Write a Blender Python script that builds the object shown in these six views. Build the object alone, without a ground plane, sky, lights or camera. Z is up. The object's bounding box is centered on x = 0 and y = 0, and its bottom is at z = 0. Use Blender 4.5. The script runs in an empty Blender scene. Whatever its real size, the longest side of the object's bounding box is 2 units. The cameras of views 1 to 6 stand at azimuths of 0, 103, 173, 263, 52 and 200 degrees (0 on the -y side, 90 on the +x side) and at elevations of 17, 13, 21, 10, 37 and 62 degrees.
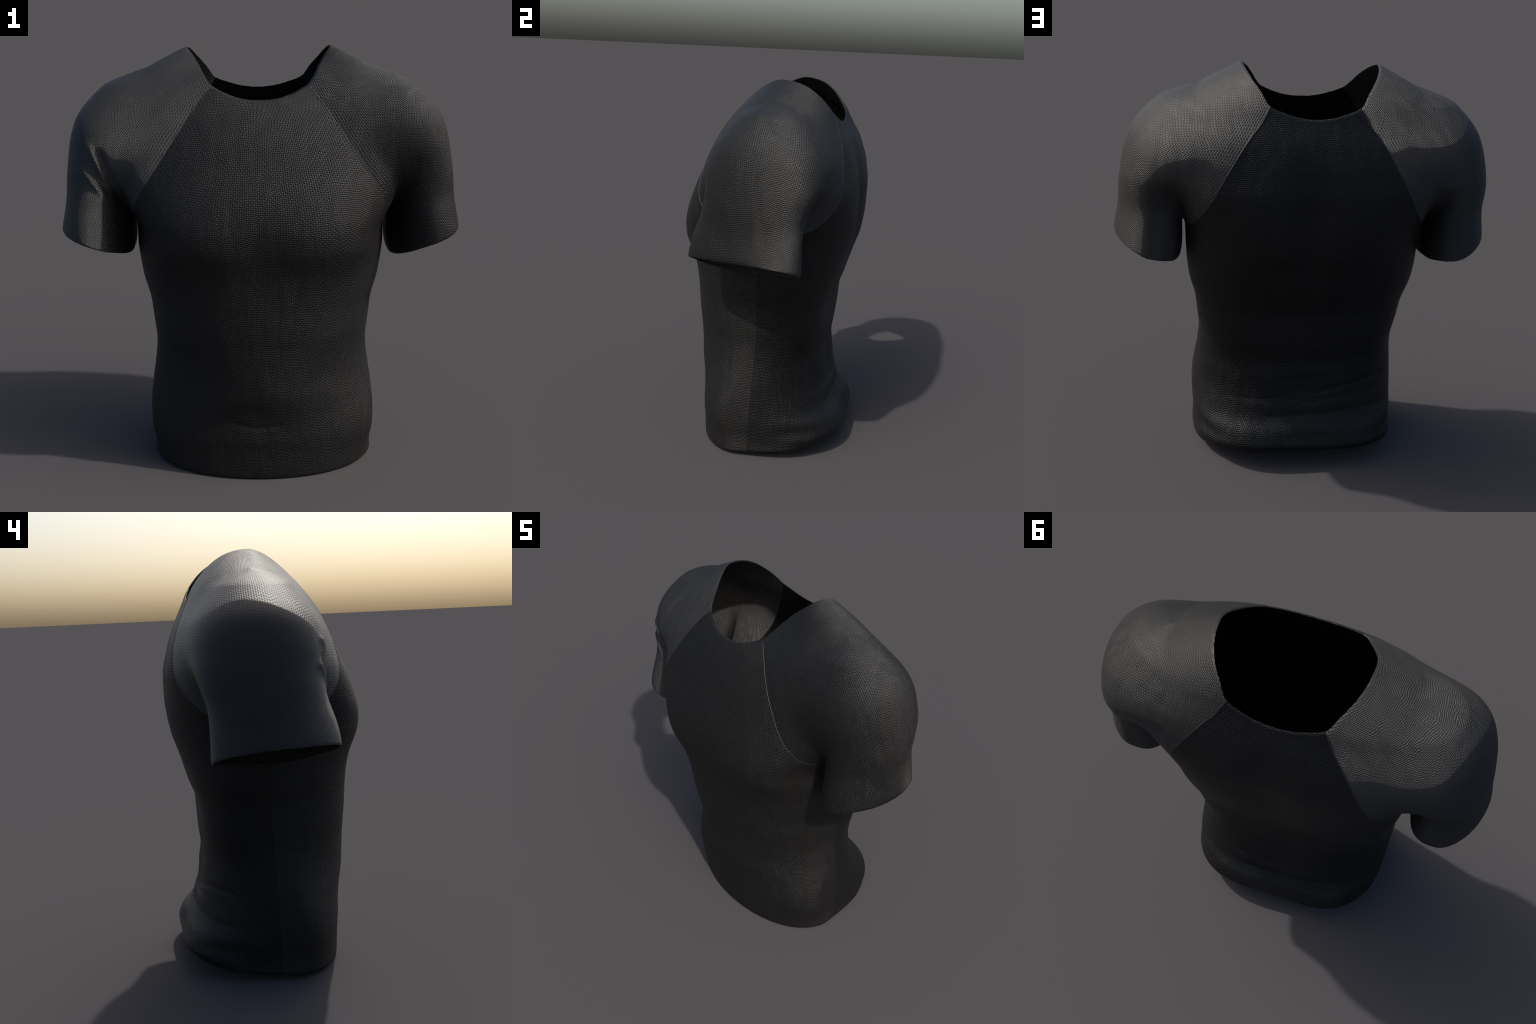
"""Short-sleeved raglan sports shirt, worn by an invisible body.

The cloth is described as a smooth body-shaped field (torso + two arm tubes,
blended at the shoulders, with pads, folds and creases added), polygonised,
then tailored: cut along hem, neckline, cuffs, raglan seams and side seams
into panels that get real thickness and stepped seam edges."""
import bpy
import numpy as np

H = 0.0095          # sampling step of the body field
THICK = 0.007       # cloth thickness


# ----------------------------------------------------------------- curves
def curve(pts, soft=0.0):
    """Monotone cubic through (t, value) control points, optionally softened
    over the length `soft`, returned as a function."""
    p = np.array(pts, float)
    x, y = p[:, 0], p[:, 1]
    d = np.diff(y) / np.diff(x)
    m = np.empty_like(y)
    m[0], m[-1] = d[0], d[-1]
    for i in range(1, len(x) - 1):
        if d[i - 1] * d[i] <= 0:
            m[i] = 0
        else:
            h0, h1 = x[i] - x[i - 1], x[i + 1] - x[i]
            w1, w2 = 2 * h1 + h0, h1 + 2 * h0
            m[i] = (w1 + w2) / (w1 / d[i - 1] + w2 / d[i])
    t = np.linspace(x[0], x[-1], 1600)
    k = np.clip(np.searchsorted(x, t) - 1, 0, len(x) - 2)
    h = x[k + 1] - x[k]
    s = (t - x[k]) / h
    s2, s3 = s * s, s * s * s
    v = ((2 * s3 - 3 * s2 + 1) * y[k] + (s3 - 2 * s2 + s) * h * m[k]
         + (3 * s2 - 2 * s3) * y[k + 1] + (s3 - s2) * h * m[k + 1])
    if soft:
        step = t[1] - t[0]
        r = int(3 * soft / step)
        w = np.exp(-.5 * (np.arange(-r, r + 1) * step / soft) ** 2)
        pad = np.concatenate([v[0] + (v[1] - v[0]) * np.arange(-r, 0), v, v[-1] + (v[-1] - v[-2]) * np.arange(1, r + 1)])
        v = np.convolve(pad, w / w.sum(), 'valid')
    return lambda q: np.interp(q, t, v)


def smooth(a, b, t):
    s = np.clip((t - a) / (b - a), 0, 1)
    return s * s * (3 - 2 * s)


def bell(t, c, w):
    return np.exp(-((t - c) / w) ** 2)


# torso: half width, front and back reach, roundness, middle of the section
T_W = curve([(-0.15, 0.5363), (0, 0.5415), (0.1, 0.5309), (0.19, 0.5414), (0.29, 0.5437), (0.395, 0.5361), 
             (0.5, 0.5209), (0.61, 0.5113), (0.71, 0.5218), (0.83, 0.5364), (0.94, 0.5673), (1.03, 0.5791), 
             (1.12, 0.5845), (1.2, 0.5879), (1.3, 0.6147), (1.5, 0.699), (1.65, 0.7279), (1.75, 0.6936), 
             (1.81, 0.6409), (1.85, 0.5942), (1.89, 0.5382), (1.943, 0.4441), (1.99, 0.347), (2.02, 0.2843), 
             (2.06, 0.2007)], soft=.022)
T_F = curve([(-0.15, 0.3274), (0, 0.3507), (0.15, 0.3606), (0.3, 0.3744), (0.46, 0.406), (0.6, 0.4071), 
             (0.75, 0.415), (0.89, 0.4248), (0.96, 0.4336), (1.04, 0.4527), (1.09, 0.4706), (1.16, 0.4878), 
             (1.22, 0.485), (1.28, 0.4695), (1.37, 0.4385), (1.5, 0.3847), (1.6, 0.3443), (1.69, 0.3004), 
             (1.74, 0.2732), (1.79, 0.2412), (1.845, 0.201), (1.9, 0.157), (1.95, 0.1182), (1.99, 0.08775), 
             (2.06, 0.03485)], soft=.022)
T_B = curve([(-0.15, 0.3898), (0, 0.3909), (0.06, 0.3889), (0.12, 0.4592), (0.19, 0.4328), (0.24, 0.3825), 
             (0.3, 0.3616), (0.385, 0.3452), (0.45, 0.3408), (0.55, 0.3214), (0.66, 0.3275), (0.79, 0.3276), 
             (0.927, 0.3648), (1.05, 0.4099), (1.18, 0.4543), (1.3, 0.4659), (1.42, 0.4623), (1.54, 0.4378), 
             (1.66, 0.3958), (1.78, 0.337), (1.84, 0.3121), (1.9, 0.2768), (1.95, 0.2454), (1.99, 0.2205), 
             (2.06, 0.1771)], soft=.012)
T_N = curve([(0, 2.029), (0.2, 1.785), (0.45, 1.626), (0.75, 2.113), (1, 2.255), (1.15, 2.417), (1.3, 2.837), 
             (1.6, 2.456), (1.8, 2.233), (1.95, 1.779), (2.06, 1.545)], soft=.022)
T_M = curve([(0, 4.162), (0.2, 3.048), (0.45, 2.297), (0.75, 2.783), (1, 2.72), (1.15, 2.63), (1.3, 2.794), 
             (1.6, 3.43), (1.8, 2.967), (1.95, 2.444), (2.06, 2.069)], soft=.022)
T_Y = curve([(0, -0.04736), (0.2, -0.1354), (0.45, -0.05596), (0.75, 0.02053), (1, 0.06394), (1.2, 0.03473), 
             (1.5, 0.05666), (1.8, 0.06433), (1.9, 0.05793), (2, 0.04569)], soft=.022)

# arm tube: outer and inner side, front and back reach
A_O = curve([(0.9, 0.9538), (1.06, 0.9431), (1.115, 0.9419), (1.16, 0.9415), (1.24, 0.9274), (1.32, 0.9149), 
             (1.4, 0.9113), (1.5, 0.8982), (1.6, 0.8792), (1.69, 0.8454), (1.755, 0.7964), (1.81, 0.7386), 
             (1.85, 0.6929), (1.9, 0.6352), (1.95, 0.5773)], soft=.022)
A_I = curve([(0.9, 0.6519), (1.12, 0.5987), (1.2, 0.6012), (1.27, 0.5994), (1.35, 0.5766), (1.45, 0.5377), (1.6, 0.4636), (1.75, 0.4457), (1.88, 0.4349), (1.95, 0.4301)], soft=.022)
A_F = curve([(0.9, -0.2969), (1.1, -0.2725), (1.17, -0.2671), (1.25, -0.2499), (1.35, -0.2172), 
             (1.45, -0.2062), (1.55, -0.2125), (1.65, -0.189), (1.72, -0.1545), (1.8, -0.09927), 
             (1.85, -0.0607), (1.9, -0.02117), (1.95, 0.01855)], soft=.022)
A_B = curve([(0.9, 0.2743), (1.1, 0.2895), (1.2, 0.2876), (1.3, 0.2896), (1.4, 0.3169), (1.5, 0.3443), 
             (1.58, 0.3373), (1.65, 0.311), (1.72, 0.276), (1.8, 0.2254), (1.85, 0.1921), (1.9, 0.1582), 
             (1.95, 0.1239)], soft=.022)
PEC, SPINE, BLADE = .004, .032, .001
A_N = curve([(0.9, 1.988), (1.25, 1.825), (1.5, 2.107), (1.9, 2.126)], soft=.022)
BLEND = curve([(1.1, 0.01), (1.2, 0.014), (1.28, 0.028), (1.36, 0.06), (1.5, 0.13), (1.65, 0.15), (1.8, 0.1), 
             (1.9, 0.08)])


def near(u, z, line, w):
    """1 on a drawn line (in the u-z plane), fading over the width w"""
    best = None
    for (u0, z0), (u1, z1) in zip(line[:-1], line[1:]):
        du, dz = u1 - u0, z1 - z0
        t = np.clip(((u - u0) * du + (z - z0) * dz) / (du * du + dz * dz), 0, 1)
        d = (u - u0 - t * du) ** 2 + (z - z0 - t * dz) ** 2
        best = d if best is None else np.minimum(best, d)
    return np.exp(-best / (w * w))


# folds of the cloth: line, width, depth (+ valley, - ridge)
BACK_FOLDS = [
    ([(.36, .338), (.10, .349), (-.047, .327), (-.15, .346)], .012, .0025),
    ([(.25, .305), (.05, .300), (-.12, .305), (-.3, .335)], .024, -.003),
    ([(-.05, .369), (-.176, .395), (-.29, .417), (-.43, .412)], .013, .004),
    ([(-.15, .37), (-.30, .39), (-.42, .38)], .022, -.002),
    ([(.17, .256), (-.064, .266), (-.29, .277), (-.48, .258)], .013, .0035),
    ([(.05, .225), (-.2, .235), (-.4, .225)], .024, -.002),
    ([(.10, .44), (-.10, .452), (-.30, .475)], .018, .003),
]
LEFT_SLEEVE_FOLDS = [
    ([(.800, 1.480), (.753, 1.424), (.708, 1.366)], .014, -.010),
    ([(.760, 1.585), (.722, 1.512), (.696, 1.440)], .014, -.009),
    ([(.775, 1.52), (.735, 1.455), (.70, 1.40)], .013, .005),
    ([(.716, 1.550), (.680, 1.460), (.632, 1.325)], .022, .014),
    ([(.718, 1.34), (.706, 1.22), (.702, 1.08)], .030, -.006),
]
RIGHT_SLEEVE_FOLDS = [
    ([(.705, 1.500), (.680, 1.440), (.632, 1.325)], .022, .006),
]


def radial(dx, dy, rx, ry, n):
    q = (np.abs(dx / rx) ** n + np.abs(dy / ry) ** n) ** (1 / n)
    q = np.maximum(q, 1e-3)
    r = np.hypot(dx, dy) + 1e-4
    return r * (1 - 1 / q)


def body(x, y, z):
    """Signed distance-like field of the worn cloth (negative inside)."""
    ax = np.abs(x)
    # --- torso
    yc = T_Y(z)
    front, back = T_F(z) + yc, T_B(z) - yc
    dy = y - yc
    ry = np.where(dy < 0, front, back)
    torso = radial(x - .003 * smooth(.4, .1, z), dy, T_W(z), ry, np.where(dy < 0, T_N(z), T_M(z)))
    fr = smooth(.05, -.15, y)          # front side mask
    bk = smooth(.08, .25, y)           # back side mask
    # chest: two pads and the hollow between, hollows beneath
    torso += fr * .032 * bell(ax, 0, .19) * bell(z, 1.15, .14)
    torso -= fr * .009 * bell(ax, .42, .11) * bell(z, 1.15, .08)
    torso -= fr * PEC * bell(ax, .24, .14) * bell(z, 1.15, .10)
    torso += fr * .008 * bell(ax, 0, .20) * bell(z, .98, .14)
    torso += fr * .017 * bell(ax, .56, .06) * bell(z, 1.20, .08)       # hollow in front of the armpit
    # belly: faint midline and two cross furrows
    torso += fr * .010 * bell(ax, 0, .11) * bell(z, .33, .13)
    torso += fr * .0012 * bell(ax, 0, .03) * bell(z, .75, .25)
    torso += fr * .0012 * bell(z, .86, .03) * bell(ax, .1, .14)
    torso += fr * .0012 * bell(z, .69, .03) * bell(ax, .1, .13)
    # low crease over the front
    torso += fr * .0035 * near(x, z, [(-.13, .298), (-.028, .274), (.08, .288)], .013)
    torso -= fr * .004 * bell(z, .205, .04) * bell(x, -.02, .22)
    # back: spine furrow, shoulder blades
    torso += bk * SPINE * bell(ax, 0, .11) * bell(z, 1.30, .26)
    torso -= bk * BLADE * bell(ax, .22, .10) * bell(z, 1.45, .16)
    torso -= bk * .024 * bell(ax, .35, .13) * bell(z, .80, .22)       # broad back muscle
    torso += bk * .020 * bell(x, .0, .13) * bell(z, .42, .12)
    torso -= bk * .012 * bell(ax, .06, .13) * bell(z, .92, .12)
    torso += bk * .018 * bell(x, .38, .15) * bell(z, 1.55, .13)
    torso += bk * .020 * bell(x, -.04, .2) * bell(z, .16, .05)
    # back: folds above the seat
    for line, w, d in BACK_FOLDS:
        torso += bk * d * near(x, z, line, w)
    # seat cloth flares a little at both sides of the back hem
    torso += bk * .012 * bell(z, .15, .035) * smooth(.30, .48, ax)

    # --- sleeves
    xo, xi = A_O(z), A_I(z)
    cx, rx = (xo + xi) / 2, np.maximum((xo - xi) / 2, .04)
    yf, yb = A_F(z), A_B(z)
    cy, ryy = (yf + yb) / 2 - np.sign(x) * .010 * smooth(1.65, 1.4, z), np.maximum((yb - yf) / 2, .04)
    arm = radial(ax - cx, y - cy, rx, ryy,
                 A_N(z) + smooth(1.45, 1.2, z) * smooth(.02, -.08, ax - cx) * (.2 + .9 * smooth(-.02, .10, y - cy)))
    arm += .30 * smooth(1.82, 2.0, z)            # the tube dissolves into the shoulder
    arm = np.maximum(arm, .99 - z)               # nothing hangs below the cuff
    # pull folds running to the armpit
    pull = smooth(.0, -.12, y)
    for sgn, folds in ((-1, LEFT_SLEEVE_FOLDS), (1, RIGHT_SLEEVE_FOLDS)):
        for line, w, d in folds:
            arm += np.where(x * sgn > 0, pull * d * near(ax, z, line, w), 0)
    arm += .006 * smooth(.10, .25, y) * near(ax, z, [(.66, 1.42), (.63, 1.26)], .03)

    k = BLEND(z)
    h = np.clip(.5 + .5 * (arm - torso) / k, 0, 1)
    return arm * (1 - h) + torso * h - k * h * (1 - h)


def gradient(P, f=body, e=.002):
    g = np.empty_like(P)
    for i in range(3):
        d = np.zeros(3)
        d[i] = e
        a, b = P + d, P - d
        g[:, i] = (f(a[:, 0], a[:, 1], a[:, 2]) - f(b[:, 0], b[:, 1], b[:, 2])) / (2 * e)
    return g


# ----------------------------------------------------- polygonise the field
def polygonise():
    lo = np.array([-1.02, -.56, -.06])
    hi = np.array([1.02, .56, 2.08])
    n = np.ceil((hi - lo) / H).astype(int) + 1
    ax = [lo[i] + H * np.arange(n[i]) for i in range(3)]
    F = np.empty(n, np.float32)
    Y, Z = np.meshgrid(ax[1], ax[2], indexing='ij')
    for i, xv in enumerate(ax[0]):
        F[i] = body(np.full_like(Y, xv), Y, Z)
    S = F < 0
    corners = [(a, b, c) for a in (0, 1) for b in (0, 1) for c in (0, 1)]
    m = n - 1
    cnt = np.zeros(m, np.int8)
    for a, b, c in corners:
        cnt += S[a:a + m[0], b:b + m[1], c:c + m[2]]
    cell = np.argwhere((cnt > 0) & (cnt < 8))
    acc = np.zeros((len(cell), 3))
    num = np.zeros(len(cell))
    for p in corners:
        for d in range(3):
            if p[d]:
                continue
            q = list(p)
            q[d] = 1
            f0 = F[tuple((cell + p).T)].astype(float)
            f1 = F[tuple((cell + q).T)].astype(float)
            on = (f0 < 0) != (f1 < 0)
            t = np.where(on, f0 / np.where(on, f0 - f1, 1), 0)
            pos = np.tile(np.array(p, float), (len(cell), 1))
            pos[:, d] = t
            acc += pos * on[:, None]
            num += on
    V = lo + H * (cell + acc / num[:, None])
    idx = np.full(m, -1, np.int64)
    idx[tuple(cell.T)] = np.arange(len(cell))
    quads = []
    for d in range(3):
        e1, e2 = (d + 1) % 3, (d + 2) % 3
        a = [slice(1, k) for k in m]
        a[d] = slice(0, m[d])
        b = list(a)
        b[d] = slice(1, m[d] + 1)
        s0, s1 = S[tuple(a)], S[tuple(b)]
        for flip in (False, True):
            on = (s0 & ~s1) if not flip else (~s0 & s1)
            c = np.argwhere(on)
            off = np.ones(3, int)
            off[d] = 0
            c = c + off
            ring = []
            for o1, o2 in ((-1, -1), (0, -1), (0, 0), (-1, 0)):
                k = c.copy()
                k[:, e1] += o1
                k[:, e2] += o2
                ring.append(idx[tuple(k.T)])
            q = np.stack(ring, 1)
            quads.append(q[:, ::-1] if flip else q)
    Q = np.concatenate(quads)
    for _ in range(4):                          # settle on the exact surface
        g = gradient(V)
        f = body(V[:, 0], V[:, 1], V[:, 2])
        step = (f / np.maximum((g * g).sum(1), .05))[:, None] * g
        L = np.linalg.norm(step, axis=1, keepdims=True)
        V -= step * np.minimum(1, H * .6 / np.maximum(L, 1e-9))
    d1 = np.linalg.norm(V[Q[:, 0]] - V[Q[:, 2]], axis=1)
    d2 = np.linalg.norm(V[Q[:, 1]] - V[Q[:, 3]], axis=1)
    k = (d1 <= d2)[:, None]
    T = np.concatenate([np.where(k, Q[:, [0, 1, 2]], Q[:, [0, 1, 3]]),
                        np.where(k, Q[:, [0, 2, 3]], Q[:, [1, 2, 3]])])
    return V, T


# -------------------------------------------------------- tailor's cut lines
neck_f = curve([(-.05, 1.7895), (0, 1.7865), (.05, 1.7895), (.10, 1.799), (.15, 1.816), (.19, 1.835), (.215, 1.851), (.24, 1.884), (.27, 1.933),
                (.302, 1.974), (.325, 1.998), (.36, 2.06)])
neck_b = curve([(-.05, 1.788), (0, 1.785), (.05, 1.788), (.10, 1.797), (.15, 1.812), (.19, 1.827), (.215, 1.842), (.25, 1.895), (.287, 1.943),
                (.31, 1.976), (.325, 1.998), (.36, 2.06)])
raglan_f = curve([(.0, 2.10), (.205, 1.850), (.25, 1.800), (.29, 1.747), (.34, 1.672), (.405, 1.577), (.452, 1.505),
                  (.50, 1.435), (.557, 1.342), (.578, 1.285), (.587, 1.25), (.591, 1.225), (.594, 1.17), (.596, .95)])
raglan_b = curve([(.0, 2.10), (.208, 1.838), (.25, 1.763), (.292, 1.712), (.35, 1.627), (.407, 1.531), (.464, 1.425),
                  (.512, 1.34), (.553, 1.276), (.578, 1.25), (.587, 1.238), (.591, 1.22), (.594, 1.17), (.596, .95)])


def g_hem(x, y, z):
    t = np.clip((y + .352) / .76, 0, 1.2)
    return z - .078 * t ** 1.15


def g_neck(x, y, z):
    ax = np.abs(x)
    m = smooth(-.03, .05, y)
    return neck_f(ax) * (1 - m) + neck_b(ax) * m - z


def g_cuff(x, y, z):
    ax = np.abs(x)
    d = ax - .77
    zc = 1.1097 + 0.3662 * d + -0.0866 * y + -0.3118 * d * d + 0.1940 * d * y
    zc = zc - np.where(x > 0, .02, .004) * smooth(.75, .61, ax)
    zc = zc + .03 * smooth(-.02, .18, y) * smooth(.78, .64, ax)
    zc = zc - .003 * smooth(.84, .93, ax) + .008 * smooth(.74, .64, ax)
    return np.where(ax > .593, np.where(z > .5, z - zc, 1.0), 1.0)


def g_raglan(x, y, z):
    """positive on the sleeve side"""
    ax = np.abs(x)
    m = smooth(-.06, .10, y)
    return z - (raglan_f(ax) * (1 - m) + raglan_b(ax) * m)


def g_side(x, y, z):
    return y - (.012 + .014 * np.cos((z - 1.05) * 3.0))      # positive on the back


def along_surface(V, N, f):
    """turn a cut function into a distance measured within the cloth"""
    g = gradient(V, f, .001)
    g -= (g * N).sum(1, keepdims=True) * N
    return f(V[:, 0], V[:, 1], V[:, 2]) / np.clip(np.linalg.norm(g, axis=1), .35, 8.0)


class Cloth:
    """triangles plus per-point values that survive cutting"""

    def __init__(self, V, T):
        self.V, self.T, self.A = V, T, {}

    def cut(self, name, at=0.0, where=None):
        V, T = self.V, self.T
        g = self.A[name] - at
        # pull points that nearly touch the line onto it (avoids slivers)
        touch = np.abs(g) < .0016
        g = np.where(touch, 0.0, g)
        s = np.sign(g)
        E = np.sort(np.concatenate([T[:, [0, 1]], T[:, [1, 2]], T[:, [2, 0]]]), axis=1)
        key = E[:, 0] * len(V) + E[:, 1]
        uk, inv = np.unique(key, return_inverse=True)
        a, b = uk // len(V), uk % len(V)
        cross = s[a] * s[b] < 0
        if where is not None:
            cross &= where[a] & where[b]
        t = (g[a] / np.where(cross, g[a] - g[b], 1))[cross]
        new = np.full(len(uk), -1)
        new[cross] = len(V) + np.arange(cross.sum())
        a, b = a[cross], b[cross]
        mix = lambda X: X[a] * (1 - t).reshape((-1,) + (1,) * (X.ndim - 1)) + X[b] * t.reshape((-1,) + (1,) * (X.ndim - 1))
        self.V = np.concatenate([V, mix(V)])
        for k in self.A:
            self.A[k] = np.concatenate([self.A[k], mix(self.A[k])])
        nT = len(T)
        m = new[inv].reshape(3, nT).T            # new point on edges 01,12,20
        hit = m >= 0
        n = hit.sum(1)
        out = [T[n == 0]]
        for i in range(3):                       # one edge crossed
            j, k = (i + 1) % 3, (i + 2) % 3
            w = (n == 1) & hit[:, i]
            A, B, C, M = T[w, i], T[w, j], T[w, k], m[w, i]
            out += [np.stack([A, M, C], 1), np.stack([M, B, C], 1)]
        for i in range(3):                       # two edges crossed, sharing corner j
            j, k = (i + 1) % 3, (i + 2) % 3
            w = (n == 2) & hit[:, i] & hit[:, j]
            A, B, C, M, Nn = T[w, i], T[w, j], T[w, k], m[w, i], m[w, j]
            out += [np.stack([M, B, Nn], 1), np.stack([A, M, Nn], 1), np.stack([A, Nn, C], 1)]
        out += [T[n == 3]]
        self.T = np.concatenate(out)

    def mid(self, name):
        return self.A[name][self.T].mean(1)


def tailor():
    V, T = polygonise()
    c = Cloth(V, T)
    g = gradient(V)
    N = g / np.linalg.norm(g, axis=1, keepdims=True)
    for name, f in (('hem', g_hem), ('neck', g_neck), ('cuff', g_cuff), ('raglan', g_raglan), ('side', g_side)):
        c.A[name] = along_surface(V, N, f)
    for name in ('hem', 'neck', 'cuff'):
        c.cut(name)
        c.T = c.T[c.mid(name) > 0]
        for d in (.004, .011):
            c.cut(name, d)
    c.cut('raglan')
    torso_pts = c.A['raglan'] < .02
    c.cut('side', 0, torso_pts)
    c.cut('side', .005, c.A['raglan'] < .02)
    return c


# -------------------------------------------------------------- panel meshes
def panel(c, sel, name, mat, offset, parent):
    T = c.T[sel]
    ids, inv = np.unique(T, return_inverse=True)
    T = inv.reshape(-1, 3)
    V = c.V[ids]
    T = T[(T[:, 0] != T[:, 1]) & (T[:, 1] != T[:, 2]) & (T[:, 0] != T[:, 2])]
    g = gradient(V)
    N = g / np.linalg.norm(g, axis=1, keepdims=True)
    A = {k: v[ids] for k, v in c.A.items()}
    out = V + N * offset(A)[:, None]
    inn = V - N * THICK
    n = len(V)
    E = np.concatenate([T[:, [0, 1]], T[:, [1, 2]], T[:, [2, 0]]])
    fw = E[:, 0] * n + E[:, 1]
    bw = E[:, 1] * n + E[:, 0]
    B = E[~np.isin(fw, bw)]
    P = np.concatenate([out, inn])
    rim = np.stack([B[:, 1], B[:, 0], B[:, 0] + n, B[:, 1] + n], 1)
    me = bpy.data.meshes.new(name)
    loops = np.concatenate([T.ravel(), (T[:, ::-1] + n).ravel(), rim.ravel()])
    starts = np.concatenate([np.arange(2 * len(T)) * 3, 6 * len(T) + np.arange(len(rim)) * 4])
    me.vertices.add(len(P))
    me.vertices.foreach_set('co', P.astype(np.float32).ravel())
    me.loops.add(len(loops))
    me.loops.foreach_set('vertex_index', loops.astype(np.int32))
    me.polygons.add(len(starts))
    me.polygons.foreach_set('loop_start', starts.astype(np.int32))
    me.update(calc_edges=True)
    me.validate()
    me.shade_smooth()
    me.set_sharp_from_angle(angle=np.radians(48))
    me.materials.append(mat)
    ob = bpy.data.objects.new(name, me)
    bpy.context.scene.collection.objects.link(ob)
    ob.parent = parent
    return ob


def piping(c, sleeve_tris, name, mat, parent, radius=.0023):
    """raised cord sewn along the seam between a sleeve and the body panels"""
    a, b = c.T[sleeve_tris], c.T[~sleeve_tris]

    def edges(T):
        E = np.sort(np.concatenate([T[:, [0, 1]], T[:, [1, 2]], T[:, [2, 0]]]), axis=1)
        return np.unique(E[:, 0] * len(c.V) + E[:, 1])
    E = np.intersect1d(edges(a), edges(b))
    nxt = {}
    for e in E:
        i, j = int(e // len(c.V)), int(e % len(c.V))
        nxt.setdefault(i, []).append(j)
        nxt.setdefault(j, []).append(i)
    ends = [i for i, v in nxt.items() if len(v) == 1]
    best = []
    for start in ends:
        path, prev = [start], -1
        while True:
            step = [j for j in nxt[path[-1]] if j != prev and j not in path[-6:]]
            if not step or len(path) > 5000:
                break
            prev = path[-1]
            path.append(step[0])
        if len(path) > len(best):
            best = path
    P = c.V[best]
    s = np.concatenate([[0], np.cumsum(np.linalg.norm(np.diff(P, axis=0), axis=1))])
    u = np.linspace(0, s[-1], int(s[-1] / .006))
    P = np.stack([np.interp(u, s, P[:, i]) for i in range(3)], 1)
    for _ in range(6):
        P[1:-1] = (P[:-2] + 2 * P[1:-1] + P[2:]) / 4
    P = P[1:-1]
    N = gradient(P)
    N /= np.linalg.norm(N, axis=1, keepdims=True)
    D = np.gradient(P, axis=0)
    D /= np.linalg.norm(D, axis=1, keepdims=True)
    B = np.cross(D, N)
    k = 10
    ang = np.arange(k) / k * 2 * np.pi
    end = np.minimum(np.arange(len(P)), np.arange(len(P))[::-1])
    radius = radius * np.clip(.35 + end * .2, 0, 1)[:, None, None]      # tucked in at the collar
    ring = (P[:, None] - N[:, None] * .0006 + radius * (np.cos(ang)[None, :, None] * B[:, None] * 1.15
                                       + np.sin(ang)[None, :, None] * N[:, None]))
    n = len(P)
    F = [(i * k + j, i * k + (j + 1) % k, (i + 1) * k + (j + 1) % k, (i + 1) * k + j)
         for i in range(n - 1) for j in range(k)]
    F += [tuple(range(k))[::-1], tuple((n - 1) * k + j for j in range(k))]
    me = bpy.data.meshes.new(name)
    me.from_pydata(ring.reshape(-1, 3).tolist(), [], F)
    me.shade_smooth()
    me.materials.append(mat)
    ob = bpy.data.objects.new(name, me)
    bpy.context.scene.collection.objects.link(ob)
    ob.parent = parent


# ----------------------------------------------------------------- materials
class Nodes:
    def __init__(self, mat):
        self.t = mat.node_tree
        self.n = self.t.nodes

    def math(self, op, a, b=None, c=None):
        nd = self.n.new('ShaderNodeMath')
        nd.operation = op
        for i, v in enumerate((a, b, c)):
            if v is None:
                continue
            if isinstance(v, (int, float)):
                nd.inputs[i].default_value = v
            else:
                self.t.links.new(v, nd.inputs[i])
        return nd.outputs[0]

    def noise(self, vec, scale, detail=2.0):
        nd = self.n.new('ShaderNodeTexNoise')
        nd.inputs['Scale'].default_value = scale
        nd.inputs['Detail'].default_value = detail
        self.t.links.new(vec, nd.inputs['Vector'])
        return nd


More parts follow.
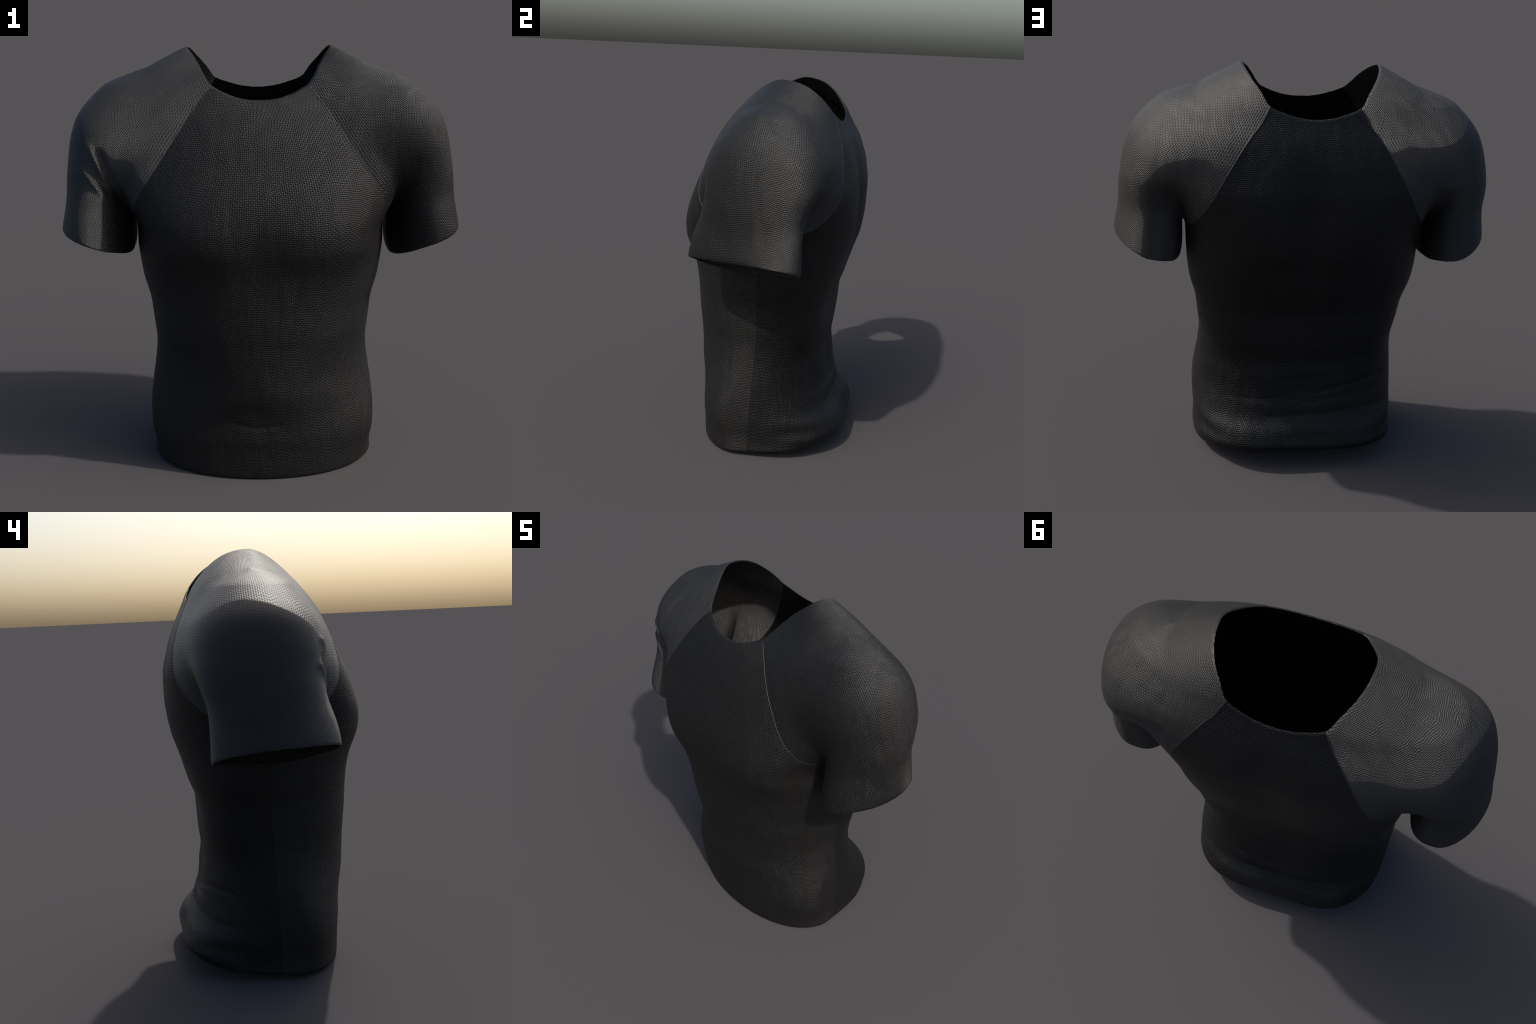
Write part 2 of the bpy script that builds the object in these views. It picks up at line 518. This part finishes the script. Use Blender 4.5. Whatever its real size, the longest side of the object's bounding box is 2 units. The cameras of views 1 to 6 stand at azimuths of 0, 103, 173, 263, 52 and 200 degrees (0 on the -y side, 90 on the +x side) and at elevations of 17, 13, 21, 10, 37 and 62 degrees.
def fabric(name, colour, sleeve, spec, rough, weave=1.0, thread=.0086, bump=.0023, shading_tilt=(0, 0)):
    mat = bpy.data.materials.new(name)
    mat.use_nodes = True
    k = Nodes(mat)
    L = k.t.links
    bsdf = k.n['Principled BSDF']
    tc = k.n.new('ShaderNodeTexCoord')
    obj = tc.outputs['Object']
    # the weave wanders: stretch the lookup point with soft noise
    nz = k.noise(obj, 8.0, 1.5)
    sub = k.n.new('ShaderNodeVectorMath')
    sub.operation = 'SUBTRACT'
    L.new(nz.outputs['Color'], sub.inputs[0])
    sub.inputs[1].default_value = (.5, .5, .5)
    mad = k.n.new('ShaderNodeVectorMath')
    mad.operation = 'MULTIPLY_ADD'
    L.new(sub.outputs[0], mad.inputs[0])
    mad.inputs[1].default_value = (.020, .020, .026)
    L.new(obj, mad.inputs[2])
    sep = k.n.new('ShaderNodeSeparateXYZ')
    L.new(mad.outputs[0], sep.inputs[0])
    x, y, z = sep.outputs
    # rows jog up and down together, column by column
    col = k.n.new('ShaderNodeVectorMath')
    col.operation = 'MULTIPLY'
    L.new(obj, col.inputs[0])
    col.inputs[1].default_value = (1, 1, .3)
    jog = k.math('MULTIPLY_ADD', k.noise(col.outputs[0], 17.0, 1.0).outputs[0], .030, -.015)
    if sleeve:
        ax = k.math('ABSOLUTE', x)
        # rows run across the arm, whose line slopes outward and down
        v = k.math('SUBTRACT', k.math('MULTIPLY', ax, .6 / .88), k.math('MULTIPLY', z, .8 / .88))
        v = k.math('ADD', v, jog)
        w = k.math('ADD', k.math('MULTIPLY', ax, .8), k.math('MULTIPLY', z, .6))
        u = k.math('MULTIPLY', k.math('ARCTAN2', k.math('ADD', y, -.05), k.math('ADD', w, -1.36)), .27)
    else:
        v = k.math('ADD', z, jog)
        u = k.math('MULTIPLY', k.math('ARCTAN2', k.math('MULTIPLY', x, 1 / .56), k.math('MULTIPLY', y, -1 / .44)), .5)
    su = k.math('SINE', k.math('MULTIPLY', u, np.pi / thread))
    sv = k.math('SINE', k.math('MULTIPLY', v, np.pi / thread))
    uv = k.math('MULTIPLY', su, sv)
    weft = k.math('ADD', k.math('ABSOLUTE', sv), uv)
    warp = k.math('MULTIPLY', k.math('SUBTRACT', k.math('ABSOLUTE', su), uv), .62)
    h = k.math('MULTIPLY', k.math('MAXIMUM', weft, warp), .5)
    fine = k.noise(obj, 420.0, 2.0)
    h = k.math('ADD', h, k.math('MULTIPLY', fine.outputs[0], .12))
    bp = k.n.new('ShaderNodeBump')
    bp.inputs['Strength'].default_value = 1.0
    bp.inputs['Distance'].default_value = 1.0
    relief = k.math('MULTIPLY', h, bump * weave * (1.25 if sleeve else 1.0))
    if sleeve and shading_tilt != (0, 0):
        # bump slope drawn in for sun highlights: round the arm (first), along it (second)
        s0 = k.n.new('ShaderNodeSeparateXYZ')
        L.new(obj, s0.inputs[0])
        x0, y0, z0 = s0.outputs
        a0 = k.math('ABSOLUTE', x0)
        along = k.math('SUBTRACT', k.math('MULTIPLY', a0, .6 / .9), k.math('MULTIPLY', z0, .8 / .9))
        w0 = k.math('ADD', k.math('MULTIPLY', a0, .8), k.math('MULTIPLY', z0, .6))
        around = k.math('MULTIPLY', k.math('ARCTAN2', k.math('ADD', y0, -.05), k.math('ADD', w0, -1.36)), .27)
        relief = k.math('ADD', relief, k.math('ADD', k.math('MULTIPLY', around, shading_tilt[0]), k.math('MULTIPLY', along, shading_tilt[1])))
    elif shading_tilt != (0, 0):
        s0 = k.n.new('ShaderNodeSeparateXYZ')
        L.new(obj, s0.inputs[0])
        relief = k.math('ADD', relief, k.math('MULTIPLY', s0.outputs[2], shading_tilt[1]))  # normals tipped downward so the upper back renders as if in shade
    L.new(relief, bp.inputs['Height'])
    L.new(bp.outputs[0], bsdf.inputs['Normal'])
    # thread tops slightly paler than the gaps between them, plus soft mottling
    ramp = k.n.new('ShaderNodeValToRGB')
    ramp.color_ramp.elements[0].position = .15
    ramp.color_ramp.elements[1].position = .95
    ramp.color_ramp.elements[0].color = tuple(q * .70 for q in colour) + (1,)
    ramp.color_ramp.elements[1].color = tuple(q * 1.12 for q in colour) + (1,)
    L.new(h, ramp.inputs[0])
    mot = k.noise(obj, 5.0, 4.0)
    mr = k.math('MULTIPLY_ADD', mot.outputs[0], .24, .88)
    mx = k.n.new('ShaderNodeVectorMath')
    mx.operation = 'SCALE'
    L.new(ramp.outputs[0], mx.inputs[0])
    L.new(mr, mx.inputs['Scale'])
    L.new(mx.outputs[0], bsdf.inputs['Base Color'])
    bsdf.inputs['Roughness'].default_value = rough
    bsdf.inputs['Specular IOR Level'].default_value = spec
    return mat


# --------------------------------------------------------------------- build
def build():
    shirt = bpy.data.objects.new('raglan_shirt', None)
    bpy.context.scene.collection.objects.link(shirt)
    shirt['label'] = 'fitted charcoal short-sleeved raglan sports shirt with open neck'
    shirt['category'] = 'shirt'

    torso_mat = fabric('charcoal_weave_torso', (0.0066, 0.0063, 0.0060), False, 0.37, 0.57)
    back_mat = fabric('black_weave_back', (0.0056, 0.0056, 0.0057), False, 0.38, 0.55, shading_tilt=(0, .2))
    sleeve_mats = {1: fabric('charcoal_weave_sleeve', (0.0065, 0.0062, 0.0058), True, 0.62, 0.57, shading_tilt=(0.55, -0.15)),
                   -1: fabric('charcoal_weave_sleeve', (0.0065, 0.0062, 0.0058), True, 0.56, 0.57, shading_tilt=(-0.05, 0.62))}

    seam_mat = fabric('charcoal_seam_cord', (.022, .021, .020), True, .5, .45, weave=.2)

    c = tailor()
    edge = lambda d, depth, w: -depth * np.clip(1 - d / w, 0, 1) ** 2

    def rolled(A):
        o = np.zeros(len(A['hem']))
        for k in ('hem', 'neck', 'cuff'):
            o += edge(np.maximum(A[k], 0), .0045, .011)
        return o

    def back_off(A):                       # tucked under the front at the side seam
        return rolled(A) - .002 * np.clip(1 - np.abs(A['side']) / .005, 0, 1) * (A['raglan'] < 0)

    rag, side = c.mid('raglan'), c.mid('side')
    cx = c.V[c.T].mean(1)[:, 0]
    sl = rag > 0
    panel(c, ~sl & (side < 0), 'front_panel', torso_mat, rolled, shirt)
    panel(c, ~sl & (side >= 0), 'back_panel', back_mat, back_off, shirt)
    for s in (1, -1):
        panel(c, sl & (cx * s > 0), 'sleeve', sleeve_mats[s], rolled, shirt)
        piping(c, sl & (cx * s > 0), 'seam', seam_mat, shirt)


build()
